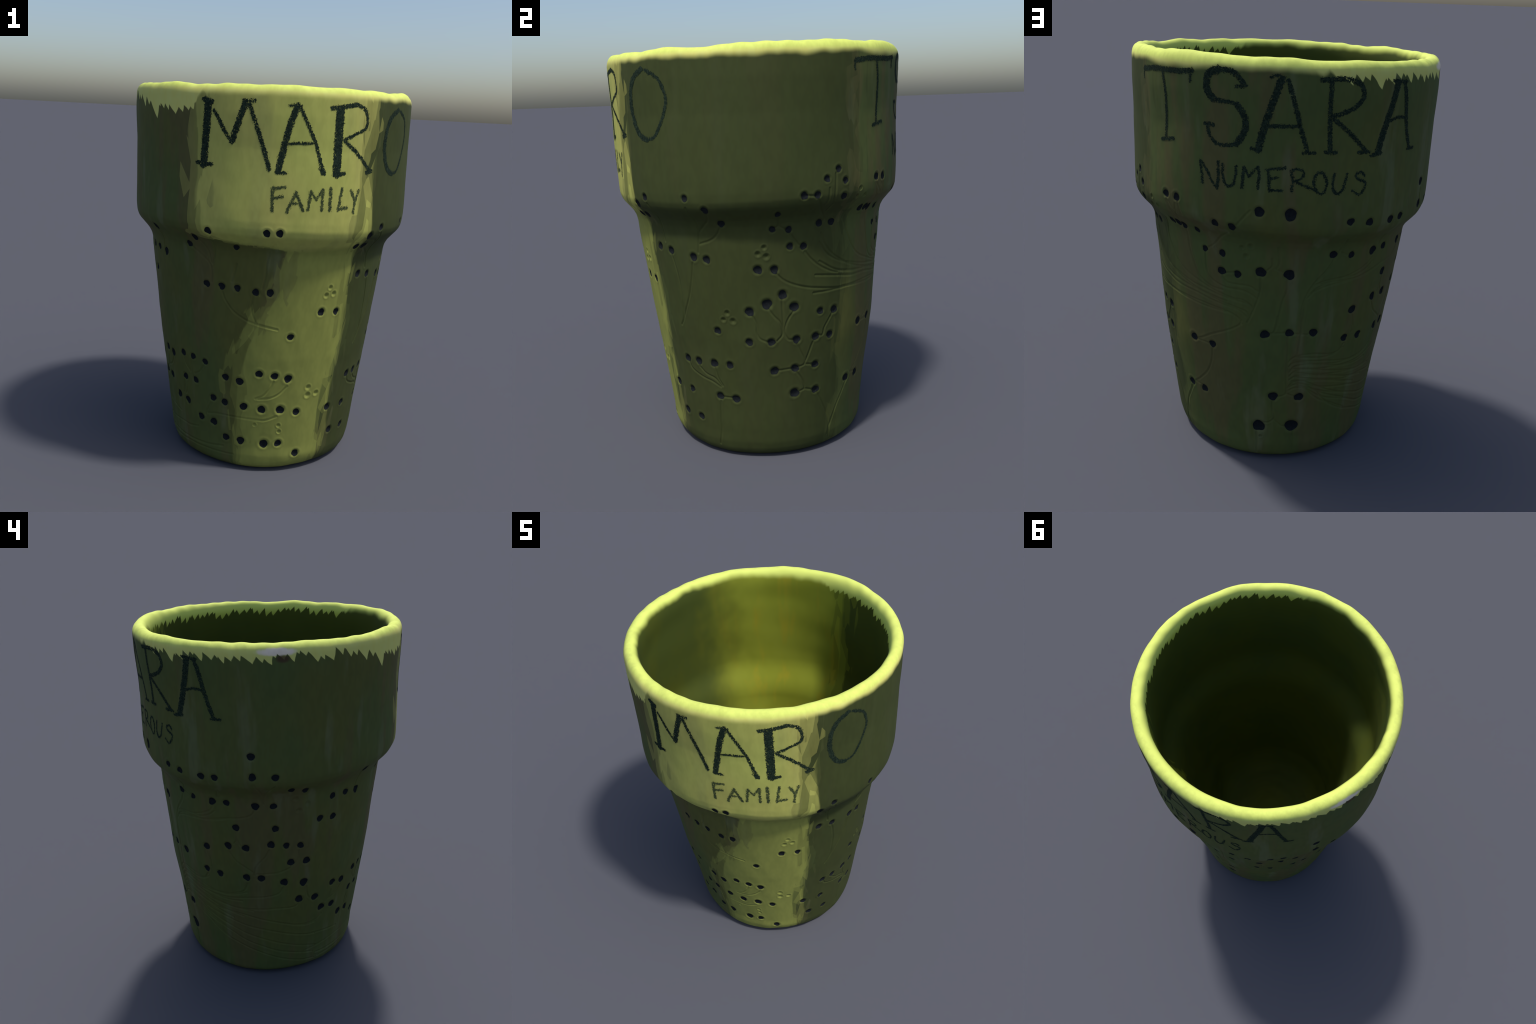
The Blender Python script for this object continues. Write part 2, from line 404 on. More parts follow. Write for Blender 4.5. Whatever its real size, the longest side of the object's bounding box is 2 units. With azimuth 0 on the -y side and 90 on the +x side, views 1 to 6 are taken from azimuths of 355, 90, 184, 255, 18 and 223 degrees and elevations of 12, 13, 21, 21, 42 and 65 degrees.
def letters():
    glyph('M',
          stroke(.017, (-29.7, 1.895), (-29.9, 1.815), (-30.6, 1.712), (-31.1, 1.614)),
          stroke(.011, (-31.3, 1.905), (-28.2, 1.896)),
          stroke(.009, (-33.6, 1.622), (-27.9, 1.617)),
          stroke(.008, (-27.3, 1.858), (-25.0, 1.814), (-22.8, 1.765), (-20.3, 1.722)),
          stroke(.013, (-20.2, 1.729), (-18.3, 1.806), (-15.8, 1.896)),
          stroke(.007, (-16.5, 1.909), (-12.5, 1.908)),
          stroke(.009, (-14.4, 1.891), (-11.8, 1.806), (-8.7, 1.699), (-6.5, 1.611)))
    glyph('A',
          stroke(.013, (-3.3, 1.605), (-1.6, 1.716), (0.2, 1.818), (2.2, 1.895)),
          stroke(.005, (-0.5, 1.896), (3.5, 1.897)),
          stroke(.007, (3.2, 1.890), (6.3, 1.817), (9.6, 1.735), (11.5, 1.667), (13.1, 1.612)),
          stroke(.006, (0.4, 1.730), (8.2, 1.736)),
          stroke(.006, (-3.8, 1.599), (-0.4, 1.600)),
          stroke(.011, (12.3, 1.625), (13.2, 1.606)))
    glyph('R',
          stroke(.019, (18.0, 1.884), (18.2, 1.768), (18.5, 1.602)),
          stroke(.009, (14.8, 1.893), (20.9, 1.905), (25.0, 1.915)),
          stroke(.007, (25.0, 1.915), (28.6, 1.893), (30.1, 1.850), (29.5, 1.811), (25.3, 1.784), (21.4, 1.761)),
          stroke(.008, (20.7, 1.752), (25.3, 1.710), (29.2, 1.667), (33.6, 1.613)),
          stroke(.008, (17.5, 1.598), (21.7, 1.603)),
          stroke(.009, (32.1, 1.609), (34.4, 1.615)))
    glyph('O',
          stroke(.011, (48.5, 1.901), (44.6, 1.875), (41.9, 1.827), (41.1, 1.777), (41.1, 1.723), (42.6, 1.659), (45.1, 1.615), (48.5, 1.598)),
          stroke(.007, (48.5, 1.598), (52.1, 1.609), (54.7, 1.646), (57.2, 1.707), (58.6, 1.763), (57.8, 1.815), (55.6, 1.860), (50.4, 1.897)))
    glyph('T',
          stroke(.010, (128.4, 1.908), (134.7, 1.917), (140.4, 1.919), (147.9, 1.919), (153.5, 1.927)),
          stroke(.004, (127.5, 1.905), (127.8, 1.870)),
          stroke(.005, (153.1, 1.927), (152.5, 1.882)),
          stroke(.007, (140.1, 1.905), (141.0, 1.829), (140.9, 1.726), (140.3, 1.636)),
          stroke(.007, (138.1, 1.626), (144.3, 1.639)))
    glyph('S',
          stroke(.006, (169.0, 1.880), (172.3, 1.887)),
          stroke(.010, (171.7, 1.889), (169.3, 1.924), (166.8, 1.938), (163.3, 1.940)),
          stroke(.014, (163.3, 1.940), (160.1, 1.925), (159.0, 1.885), (159.4, 1.852), (161.2, 1.828)),
          stroke(.009, (161.2, 1.828), (163.8, 1.820)),
          stroke(.007, (163.8, 1.820), (167.1, 1.819), (169.6, 1.807)),
          stroke(.012, (169.6, 1.807), (171.4, 1.774), (172.1, 1.737), (171.4, 1.694), (169.2, 1.657)),
          stroke(.007, (169.2, 1.655), (165.9, 1.645), (162.1, 1.650), (159.7, 1.680), (159.0, 1.714)),
          stroke(.007, (158.0, 1.723), (161.2, 1.723)))
    glyph('A',
          stroke(.013, (176.3, 1.637), (177.6, 1.707), (179.8, 1.796), (-178.5, 1.860), (-177.1, 1.911)),
          stroke(.005, (179.9, 1.923), (-178.1, 1.930), (-176.1, 1.922)),
          stroke(.008, (-174.9, 1.912), (-173.3, 1.851), (-171.5, 1.774), (-170.1, 1.713), (-168.1, 1.638)),
          stroke(.007, (179.4, 1.733), (-176.8, 1.735), (-171.1, 1.736)),
          stroke(.006, (174.1, 1.641), (176.2, 1.629)),
          stroke(.006, (-169.3, 1.630), (-165.7, 1.631)))
    glyph('R',
          stroke(.009, (-161.7, 1.914), (-161.6, 1.830), (-161.2, 1.735), (-160.6, 1.636)),
          stroke(.009, (-164.8, 1.918), (-161.9, 1.920), (-158.5, 1.922), (-155.0, 1.916), (-152.3, 1.903), (-150.8, 1.873), (-151.1, 1.840), (-153.5, 1.810), (-157.2, 1.790), (-160.6, 1.777)),
          stroke(.008, (-160.1, 1.766), (-156.8, 1.735), (-153.0, 1.694), (-147.9, 1.632)),
          stroke(.007, (-162.0, 1.634), (-158.6, 1.632)),
          stroke(.006, (-150.6, 1.628), (-146.4, 1.628)))
    glyph('A',
          stroke(.015, (-137.5, 1.899), (-138.6, 1.826), (-140.4, 1.743), (-143.1, 1.623)),
          stroke(.006, (-139.6, 1.911), (-133.3, 1.905)),
          stroke(.010, (-134.5, 1.905), (-132.8, 1.848), (-131.1, 1.756), (-129.2, 1.678), (-127.5, 1.620)),
          stroke(.006, (-138.9, 1.750), (-134.8, 1.761), (-130.8, 1.752)),
          stroke(.008, (-145.9, 1.612), (-141.8, 1.619)),
          stroke(.007, (-128.5, 1.617), (-125.0, 1.618)))
    glyph('F',
          stroke(.007, (-4.7, 1.531), (-4.8, 1.483), (-4.7, 1.427)),
          stroke(.006, (-5.0, 1.526), (-0.4, 1.536)),
          stroke(.006, (-4.6, 1.483), (-1.3, 1.492)))
    glyph('A',
          stroke(.006, (0.6, 1.421), (2.0, 1.465), (3.6, 1.514)),
          stroke(.006, (3.6, 1.514), (5.0, 1.475), (6.5, 1.432)),
          stroke(.004, (2.0, 1.463), (5.1, 1.464)))
    glyph('M',
          stroke(.006, (8.4, 1.433), (9.1, 1.520)),
          stroke(.005, (9.1, 1.520), (11.3, 1.481)),
          stroke(.005, (11.3, 1.481), (13.6, 1.530)),
          stroke(.006, (13.6, 1.530), (13.7, 1.433)))
    glyph('I',
          stroke(.007, (16.6, 1.534), (16.8, 1.433)))
    glyph('L',
          stroke(.006, (21.3, 1.535), (20.2, 1.433)),
          stroke(.007, (20.2, 1.439), (23.8, 1.445)))
    glyph('Y',
          stroke(.006, (25.2, 1.525), (27.5, 1.476)),
          stroke(.006, (28.8, 1.527), (27.5, 1.476), (26.9, 1.422)))
    glyph('N',
          stroke(.005, (156.0, 1.572), (156.6, 1.524), (157.0, 1.476)),
          stroke(.005, (156.0, 1.572), (158.6, 1.532), (160.4, 1.491), (162.4, 1.461)),
          stroke(.006, (162.4, 1.461), (162.9, 1.515), (162.9, 1.571)))
    glyph('U',
          stroke(.005, (164.4, 1.565), (164.6, 1.517), (165.5, 1.486), (166.9, 1.477), (168.3, 1.490), (169.0, 1.527), (169.1, 1.563)))
    glyph('M',
          stroke(.006, (171.2, 1.476), (171.4, 1.514), (171.7, 1.562)),
          stroke(.005, (171.7, 1.562), (173.5, 1.524)),
          stroke(.005, (173.5, 1.524), (176.4, 1.568)),
          stroke(.005, (176.4, 1.568), (176.7, 1.527), (176.5, 1.477)))
    glyph('E',
          stroke(.005, (179.2, 1.557), (-177.8, 1.563), (-174.9, 1.568)),
          stroke(.005, (179.6, 1.557), (180.0, 1.514), (-179.8, 1.466)),
          stroke(.004, (-179.3, 1.522), (-177.3, 1.527)),
          stroke(.005, (-179.9, 1.474), (-175.7, 1.472)))
    glyph('R',
          stroke(.005, (-173.0, 1.557), (-172.3, 1.517), (-172.6, 1.469)),
          stroke(.005, (-173.0, 1.557), (-171.0, 1.563), (-169.1, 1.554), (-169.1, 1.534), (-170.3, 1.520), (-172.3, 1.515)),
          stroke(.005, (-171.5, 1.514), (-168.3, 1.494), (-164.7, 1.476)))
    glyph('O',
          stroke(.005, (-163.9, 1.552), (-165.3, 1.526), (-165.3, 1.494), (-164.1, 1.469), (-162.6, 1.461), (-161.4, 1.485), (-161.2, 1.517), (-162.5, 1.545), (-163.9, 1.552)))
    glyph('U',
          stroke(.005, (-158.8, 1.543), (-159.1, 1.503), (-158.7, 1.474), (-157.3, 1.460), (-155.7, 1.476), (-154.9, 1.508), (-154.4, 1.540)))
    glyph('S',
          stroke(.005, (-148.0, 1.531), (-149.1, 1.545), (-151.0, 1.538), (-150.7, 1.521), (-147.6, 1.499), (-148.3, 1.469), (-149.8, 1.453), (-152.3, 1.471)))

holes(); dents(); stems(); letters()

# ------------------------------------------------------------------ relief field on the outer wall
COLS = 1500
Z_LOW, Z_HIGH = .03, 1.90
ZROWS = np.linspace(Z_LOW, Z_HIGH, 471)
DZ = ZROWS[1] - ZROWS[0]
TH = np.arange(COLS) * TAU / COLS
RELIEF = np.zeros((len(ZROWS), COLS))


def spline(pts, step=.004):
    """Catmull-Rom through (azimuth, height) points, resampled evenly; returns theta, z"""
    P = np.array([(math.radians(a), z) for a, z in pts], float)
    P[:, 0] = np.unwrap(P[:, 0])
    if len(P) < 3:
        Q = np.linspace(0, 1, 40)[:, None] * (P[-1] - P[0]) + P[0]
    else:
        E = np.vstack([2 * P[0] - P[1], P, 2 * P[-1] - P[-2]]); Q = []
        for i in range(len(P) - 1):
            a, b, c, d = E[i:i + 4]; t = np.linspace(0, 1, 24, endpoint=False)[:, None]
            Q.append(.5 * (2 * b + (c - a) * t + (2 * a - 5 * b + 4 * c - d) * t ** 2 + (3 * b - a - 3 * c + d) * t ** 3))
        Q = np.vstack(Q + [P[-1:]])
    R = np.interp(Q[:, 1], _zt, R_TAB)
    s = np.concatenate([[0], np.cumsum(np.hypot(np.diff(Q[:, 0]) * R[:-1], np.diff(Q[:, 1])))])
    n = max(3, int(s[-1] / step)); u = np.linspace(0, s[-1], n)
    return np.interp(u, s, Q[:, 0]), np.interp(u, s, Q[:, 1])


def window(th, z, reach):
    """grid cells near a point, with their metric offsets from it"""
    R = float(np.interp(z, _zt, R_TAB))
    i0 = max(0, int((z - reach - Z_LOW) / DZ)); i1 = min(len(ZROWS), int((z + reach - Z_LOW) / DZ) + 2)
    half = int(reach / R / (TAU / COLS)) + 1; c = int(round(th / (TAU / COLS)))
    cols = np.arange(c - half, c + half + 1)
    dx = (cols * TAU / COLS - th) * R; dy = ZROWS[i0:i1] - z
    return slice(i0, i1), cols % COLS, dx[None, :], dy[:, None]


groove = np.full_like(RELIEF, 9.0)
for pts in STEMS:
    for t, z in zip(*spline(pts)):
        rows, cols, dx, dy = window(t, z, .022)
        d = np.hypot(dx, dy); cur = groove[rows, cols]
        groove[rows, cols] = np.minimum(cur, d)
RELIEF += -.0031 * np.exp(-(groove / .0044) ** 2) + .0005 * np.exp(-((groove - .010) / .004) ** 2)
for t, z, r in HOLES:
    rows, cols, dx, dy = window(t, z, r * 3)
    d = np.hypot(dx, dy) / r
    RELIEF[rows, cols] += -(.28 * r + .002) * np.exp(-(d / .95) ** 4) + .0008 * np.exp(-((d - 1.5) / .35) ** 2)
for t, z, r in DENTS:
    rows, cols, dx, dy = window(t, z, r * 3.2)
    d = np.hypot(dx, dy) / r
    RELIEF[rows, cols] += -.0065 * np.exp(-d ** 2 / .8) + .0014 * np.exp(-((d - 1.5) / .4) ** 2)


def relief_at(th, z):
    f = np.clip((z - Z_LOW) / DZ, 0, len(ZROWS) - 1.001); i = f.astype(int); a = f - i
    g = (th % TAU) / (TAU / COLS); j = g.astype(int) % COLS; b = g - np.floor(g); k = (j + 1) % COLS
    inside = (z >= Z_LOW) & (z <= Z_HIGH)
    v = (RELIEF[i, j] * (1 - b) + RELIEF[i, k] * b) * (1 - a) + (RELIEF[i + 1, j] * (1 - b) + RELIEF[i + 1, k] * b) * a
    return np.where(inside, v, 0)


def skin(th, z, lift=0.0):
    """point on the finished outer wall, lifted along the wall normal"""
    def at(t, h):
        r = outer_radius(t, h) + relief_at(t, h)
        return np.stack([r * np.sin(t), -r * np.cos(t), h], -1)
    p = at(th, z); e = .004
    n = np.cross(at(th + e, z) - at(th - e, z), at(th, z + e) - at(th, z - e))
    n /= np.linalg.norm(n, axis=-1, keepdims=True)
    return p + n * lift, n


# ------------------------------------------------------------------ the clay body as one grid of rings
rings, tags = [], []
def ring(r, z, tag, dx=0, dy=0):
    rings.append(np.stack([r * np.sin(TH) + dx, -r * np.cos(TH) + dy, z + 0 * TH], -1)); tags.append(tag)

foot_x, foot_y = LEAN_X[0], LEAN_Y[0]
for f in np.linspace(.02, .97, 10):                        # underside, very slightly hollow
    ring(f * (outer_radius(TH, 0 * TH) - .006), .004 * (1 - f ** 6) + 0 * TH, 'base')
for z in [0.0, .004, .010, .017, .024]:
    ring(outer_radius(TH, z + 0 * TH) - .006 * (1 - min(1, z / .010)) ** 2, z + 0 * TH, 'base')
for i, z in enumerate(ZROWS):
    ring(outer_radius(TH, z + 0 * TH) + RELIEF[i], z + 0 * TH, 'lower_wall' if z < 1.222 else 'upper_band')
top = rim_top(TH)
WALL = .079 + .006 * np.cos(TH - math.radians(245)) + lumps(TH, 0 * TH, 11, [(5, 1, .003), (14, 1, .0016)])   # thickness at the lip
SHOULDER = .054
for f in np.linspace(0, 1, 8)[1:]:
    z = Z_HIGH + f * (top - SHOULDER - Z_HIGH)
    ring(outer_radius(TH, z), z, 'upper_band' if f < .5 else 'rim')
r_out = outer_radius(TH, top - SHOULDER)
for a in np.linspace(0, math.pi, 30)[1:]:
    c, s = math.cos(a), math.sin(a)
    c = math.copysign(abs(c) ** .95, c); s = s ** .92
    bump = lumps(TH, a + 0 * TH, 21, [(48, 1.2, .0011), (17, 1, .0019)]) * s
    depth = SHOULDER if a < math.pi / 2 else SHOULDER + .03 * (1 - s)
    ring(r_out - WALL / 2 + WALL / 2 * c, top - depth + depth * s + bump, 'rim')
# inside: follows the outside with a softer step, then a coved floor
INNER_Z = [.235, .25, .27, .31, .40, .6, .9, 1.1, 1.18, 1.22, 1.26, 1.30, 1.34, 1.38, 1.45, 1.55, 1.7, 1.9, 2.0]
INNER_R = [.27, .32, .352, .384, .425, .472, .522, .550, .562, .574, .592, .616, .636, .646, .650, .652, .654, .658, .658]
FLOOR = .246
z_in0 = top - SHOULDER - .03
r_in0 = r_out - WALL
IN_TAB = _smooth(np.interp(_zt, INNER_Z, INNER_R), .012)
for f in np.linspace(0, 1, 111)[1:]:
    z = z_in0 + f * (FLOOR - z_in0)
    x, y = np.sin(TH), -np.cos(TH)
    lx, ly, oc, os_ = (np.interp(z, _zt, t) for t in WARP_TAB)
    r = np.interp(z, _zt, IN_TAB) + lx * x + ly * y + oc * np.cos(2 * TH) + os_ * np.sin(2 * TH)
    r = r + swell(TH, z) + lumps(TH, z, 31, [(7, 7, .0022), (3, 22, .0012)])
    # the hollow was pressed off-centre: lower part towards azimuth 10, and a thick place near azimuth 300
    off = np.interp(z, [0, .75, 1.15], [.034, .034, .004])
    r = r + off * np.cos(TH - math.radians(12))
    r = r - .010 * (1 + np.cos(2 * (TH - math.radians(28)))) * np.exp(-((z - .72) / .30) ** 2)
    d = np.degrees(np.angle(np.exp(1j * (TH - math.radians(130))))) / 24
    r = r - .034 * np.exp(-d * d - ((z - .42) / .20) ** 2)
    d = np.degrees(np.angle(np.exp(1j * (TH - math.radians(202))))) / 28
    r = r + .011 * np.exp(-d * d - ((z - 1.6) / .22) ** 2)
    d = np.degrees(np.angle(np.exp(1j * (TH - math.radians(300))))) / 36
    r = r - .014 * np.exp(-d * d - ((z - 1.65) / .25) ** 2)
    blend = np.clip((z_in0 - z) / .12, 0, 1); blend = blend * blend * (3 - 2 * blend)
    ring(r_in0 * (1 - blend) + r * blend, z, 'inner_wall' if f < .985 else 'inner_floor')
r_fl = np.linalg.norm(rings[-1][:, :2], axis=1)
for f in np.linspace(.96, .02, 16):
    ring(r_fl * f, FLOOR - .006 * (1 - f ** 6) + .0025 * np.cos(f * 22 + TH) + 0 * TH, 'inner_floor')

V = np.array(rings)                                        # rows x cols x 3
NR = len(V)
# smooth normals of the whole grid
du = np.roll(V, -1, 1) - np.roll(V, 1, 1)
dv = np.gradient(V, axis=0)
N = np.cross(du, dv); N /= np.linalg.norm(N, axis=-1, keepdims=True) + 1e-12
N[0] = (0, 0, -1); N[-1] = (0, 0, 1)


# ------------------------------------------------------------------ materials
def lin(r, g, b):
    f = lambda c: (c / 255) / 12.92 if c <= 10 else ((c / 255 + .055) / 1.055) ** 2.4
    return (f(r), f(g), f(b), 1)


class Net:
    def __init__(self, name):
        self.mat = bpy.data.materials.new(name); self.mat.use_nodes = True
        self.t = self.mat.node_tree; self.n = self.t.nodes; self.l = self.t.links
        self.bsdf = self.n['Principled BSDF']
        self.co = self.n.new('ShaderNodeTexCoord').outputs['Object']
        s = self.n.new('ShaderNodeSeparateXYZ'); self.l.new(self.co, s.inputs[0])
        self.x, self.y, self.z = s.outputs
        a = self.math('ARCTAN2', self.x, self.math('MULTIPLY', self.y, -1.0))
        self.az = self.math('MULTIPLY', a, 180 / math.pi)
    def put(self, sock, v):
        if isinstance(v, bpy.types.NodeSocket): self.l.new(v, sock)
        else: sock.default_value = v
    def math(self, op, a, b=0.0, c=0.0, clamp=False):
        m = self.n.new('ShaderNodeMath'); m.operation = op; m.use_clamp = clamp
        for s, v in zip(m.inputs, (a, b, c)): self.put(s, v)
        return m.outputs[0]
    def stretch(self, sx, sy, sz, off=(0, 0, 0)):
        m = self.n.new('ShaderNodeMapping'); m.inputs['Scale'].default_value = (sx, sy, sz); m.inputs['Location'].default_value = off
        self.l.new(self.co, m.inputs['Vector']); return m.outputs[0]
    def noise(self, scale, vec=None, detail=3.0, rough=.55, dist=0.0):
        m = self.n.new('ShaderNodeTexNoise'); m.inputs['Scale'].default_value = scale; m.inputs['Detail'].default_value = detail
        m.inputs['Roughness'].default_value = rough; m.inputs['Distortion'].default_value = dist
        self.l.new(vec or self.co, m.inputs['Vector']); return m.outputs['Fac']
    def ramp(self, v, lo, hi, a=0.0, b=1.0, smooth=True):
        m = self.n.new('ShaderNodeMapRange'); m.interpolation_type = 'SMOOTHSTEP' if smooth else 'LINEAR'
        self.put(m.inputs[0], v); self.put(m.inputs[1], lo); self.put(m.inputs[2], hi); m.inputs[3].default_value = a; m.inputs[4].default_value = b
        return m.outputs[0]
    def mix(self, f, a, b, mode='MIX'):
        m = self.n.new('ShaderNodeMix'); m.data_type = 'RGBA'; m.blend_type = mode
        self.put(m.inputs[0], f); self.put(m.inputs[6], a); self.put(m.inputs[7], b); return m.outputs[2]
    def done(self, col, rough, spec=.25, bump=None, strength=.2, dist=.004):
        self.put(self.bsdf.inputs['Base Color'], col); self.put(self.bsdf.inputs['Roughness'], rough)
        self.bsdf.inputs['Specular IOR Level'].default_value = spec
        if bump is not None:
            b = self.n.new('ShaderNodeBump'); b.inputs['Strength'].default_value = strength; b.inputs['Distance'].default_value = dist
            self.l.new(bump, b.inputs['Height']); self.l.new(b.outputs[0], self.bsdf.inputs['Normal'])
        return self.mat


# glaze tones (scene-linear albedo)
LIP_PALE = (.600, .680, .150, 1)       # bright tone on the lip
FRONT = (.385, .410, .100, 1)      # lighter tone round the first word
OLIVE = (.092, .098, .027, 1)      # glaze elsewhere, darkened partway to the shade in the scan texture
MOSS = (.074, .097, .030, 1)
INSIDE = (.064, .078, .011, 1)  # cavity shadow tinted into the interior colour
CLAY = (.86, .70, .62, 1)
SCORCH = (.060, .035, .020, 1)
INK = (.009, .017, .012, 1)
PIT = (.010, .012, .014, 1)


def tongues(m, count, seed):
    """0..1 saw of narrow random tongues round the cup (ragged border of the pale lip)"""
    w = m.math('ADD', m.math('DIVIDE', m.az, 360.0), seed)
    w = m.math('ADD', w, m.math('MULTIPLY', m.math('SUBTRACT', m.noise(9.0, None, 2), .5), .006))
    w = m.math('ADD', w, m.math('MULTIPLY', m.z, .085))
    v = m.n.new('ShaderNodeTexVoronoi'); v.voronoi_dimensions = '1D'; v.feature = 'F1'
    v.inputs['Scale'].default_value = count; v.inputs['Randomness'].default_value = 1.0
    m.put(v.inputs['W'], w)
    return v.outputs['Distance']


def flakes(m, scale, squash, off):
    """one random value per upright flake"""
    v = m.n.new('ShaderNodeTexVoronoi'); v.feature = 'F1'
    v.inputs['Scale'].default_value = scale; m.l.new(m.stretch(1, 1, squash, off), v.inputs['Vector'])
    s = m.n.new('ShaderNodeSeparateColor'); m.l.new(v.outputs['Color'], s.inputs[0])
    return s.outputs[0]


def ragged(m, lo, hi, soft=.5):
    """mask that is 1 between two azimuths; flaky streaked borders"""
    out = None
    for scale, off, shift in ((20.0, (5, 5, 0), -4.0), (13.0, (2, 9, 4), 0.0), (26.0, (7, 1, 3), 4.0)):
        f = m.math('MULTIPLY', m.math('SUBTRACT', flakes(m, scale, .26, off), .5), 10.0)
        n = m.math('MULTIPLY', m.math('SUBTRACT', m.noise(7.0, m.stretch(1, 1, .3, off), 3), .5), 10.0)
        a = m.math('ADD', m.az, m.math('ADD', f, n))
        l = m.math('ADD', lo, -shift) if not isinstance(lo, float) else lo - shift
        k = m.math('MULTIPLY', m.ramp(m.math('SUBTRACT', a, l), -soft, soft), m.ramp(m.math('SUBTRACT', hi + shift * .4, a), -soft, soft))
        out = k if out is None else m.math('ADD', out, k)
    return m.math('DIVIDE', out, 3.0)


def outer_colour(m):
    streak = m.noise(6.0, m.stretch(1, 1, .12), 3)
    cloud = m.noise(2.2, m.stretch(1, 1, .55, (3, 1, 2)), 2)
    fine = m.noise(38.0, m.stretch(1, 1, .4), 2)
    body = m.mix(m.ramp(cloud, .36, .64), OLIVE, MOSS)
    body = m.mix(m.math('MULTIPLY', m.ramp(streak, .50, .60), .75), body, (.098, .086, .034, 1))
    pale = m.ramp(m.noise(10.0, m.stretch(1, 1, .16, (9, 4, 1)), 3), .56, .70)
    body = m.mix(m.math('MULTIPLY', pale, .4), body, (.135, .145, .080, 1))
    panel = ragged(m, 33.0, 128.0)  # mask for the side whose baked-in shade is copied as darker colour
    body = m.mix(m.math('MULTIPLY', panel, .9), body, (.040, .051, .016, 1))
    # lighter patch at the front; its lower left border slants in towards the ledge
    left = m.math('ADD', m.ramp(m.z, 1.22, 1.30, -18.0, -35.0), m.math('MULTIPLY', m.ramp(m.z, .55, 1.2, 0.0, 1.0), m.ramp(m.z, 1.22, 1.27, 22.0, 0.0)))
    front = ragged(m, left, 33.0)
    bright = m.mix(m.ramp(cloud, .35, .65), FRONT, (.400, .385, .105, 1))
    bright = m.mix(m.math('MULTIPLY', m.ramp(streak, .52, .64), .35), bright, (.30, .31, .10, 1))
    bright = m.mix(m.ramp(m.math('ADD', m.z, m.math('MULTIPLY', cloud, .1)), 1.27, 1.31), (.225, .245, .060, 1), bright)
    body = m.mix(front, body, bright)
    # bright lip: a wavy soft edge, hanging tongues between azimuth -180 and -35
    hang = m.math('MULTIPLY', m.ramp(m.az, -37.0, -32.0, 1.0, 0.0), m.ramp(m.az, -172.0, -150.0))
    saw = m.math('ADD', m.math('MULTIPLY', tongues(m, 120.0, 3.0), .055), m.math('MULTIPLY', tongues(m, 52.0, 7.0), .030))
    saw = m.math('SUBTRACT', m.math('MULTIPLY', saw, -1.0), m.ramp(m.az, -90.0, -38.0, 0.0, .075))
    wave = m.math('MULTIPLY', m.math('SUBTRACT', m.noise(6.0, m.stretch(1, 1, .3, (2, 2, 5)), 2), .5), .05)
    edge = m.math('ADD', 1.945, m.math('ADD', m.math('MULTIPLY', hang, saw), wave))
    soft = m.ramp(hang, 0.0, 1.0, .016, .003)
    lip = m.ramp(m.math('DIVIDE', m.math('SUBTRACT', m.z, edge), soft), -1.0, 1.0)
    low = m.mix(m.ramp(fine, .3, .7), (.62, .60, .165, 1), (.56, .56, .17, 1))  # outer lip colour warmed after the bright light baked there
    body = m.mix(lip, body, m.mix(m.ramp(m.z, 1.945, 1.972), low, LIP_PALE))
    # bare chip and scorch mark on the lip
    da = m.math('DIVIDE', m.math('ADD', m.az, 103.0), 8.0); dz = m.math('DIVIDE', m.math('SUBTRACT', m.z, 1.944), .020)
    chip = m.math('ADD', m.math('POWER', m.math('ABSOLUTE', da), 2.0), m.math('POWER', m.math('ABSOLUTE', dz), 2.0))
    chip = m.ramp(m.math('ADD', chip, m.math('MULTIPLY', m.math('SUBTRACT', fine, .5), 1.2)), .3, 1.2, .8, 0.0)
    body = m.mix(m.math('MULTIPLY', chip, lip), body, CLAY)
    da = m.math('DIVIDE', m.math('ADD', m.az, 101.0), 2.6); dz = m.math('DIVIDE', m.math('SUBTRACT', m.z, 1.912), .018)
    spot = m.math('ADD', m.math('POWER', m.math('ABSOLUTE', da), 2.0), m.math('POWER', m.math('ABSOLUTE', dz), 2.0))
    body = m.mix(m.ramp(spot, .2, 1.6, .9, 0.0), body, SCORCH)
    return m.mix(.5, body, m.mix(m.ramp(fine, .25, .75), (.86, .86, .86, 1), (1.10, 1.10, 1.10, 1)), 'MULTIPLY')


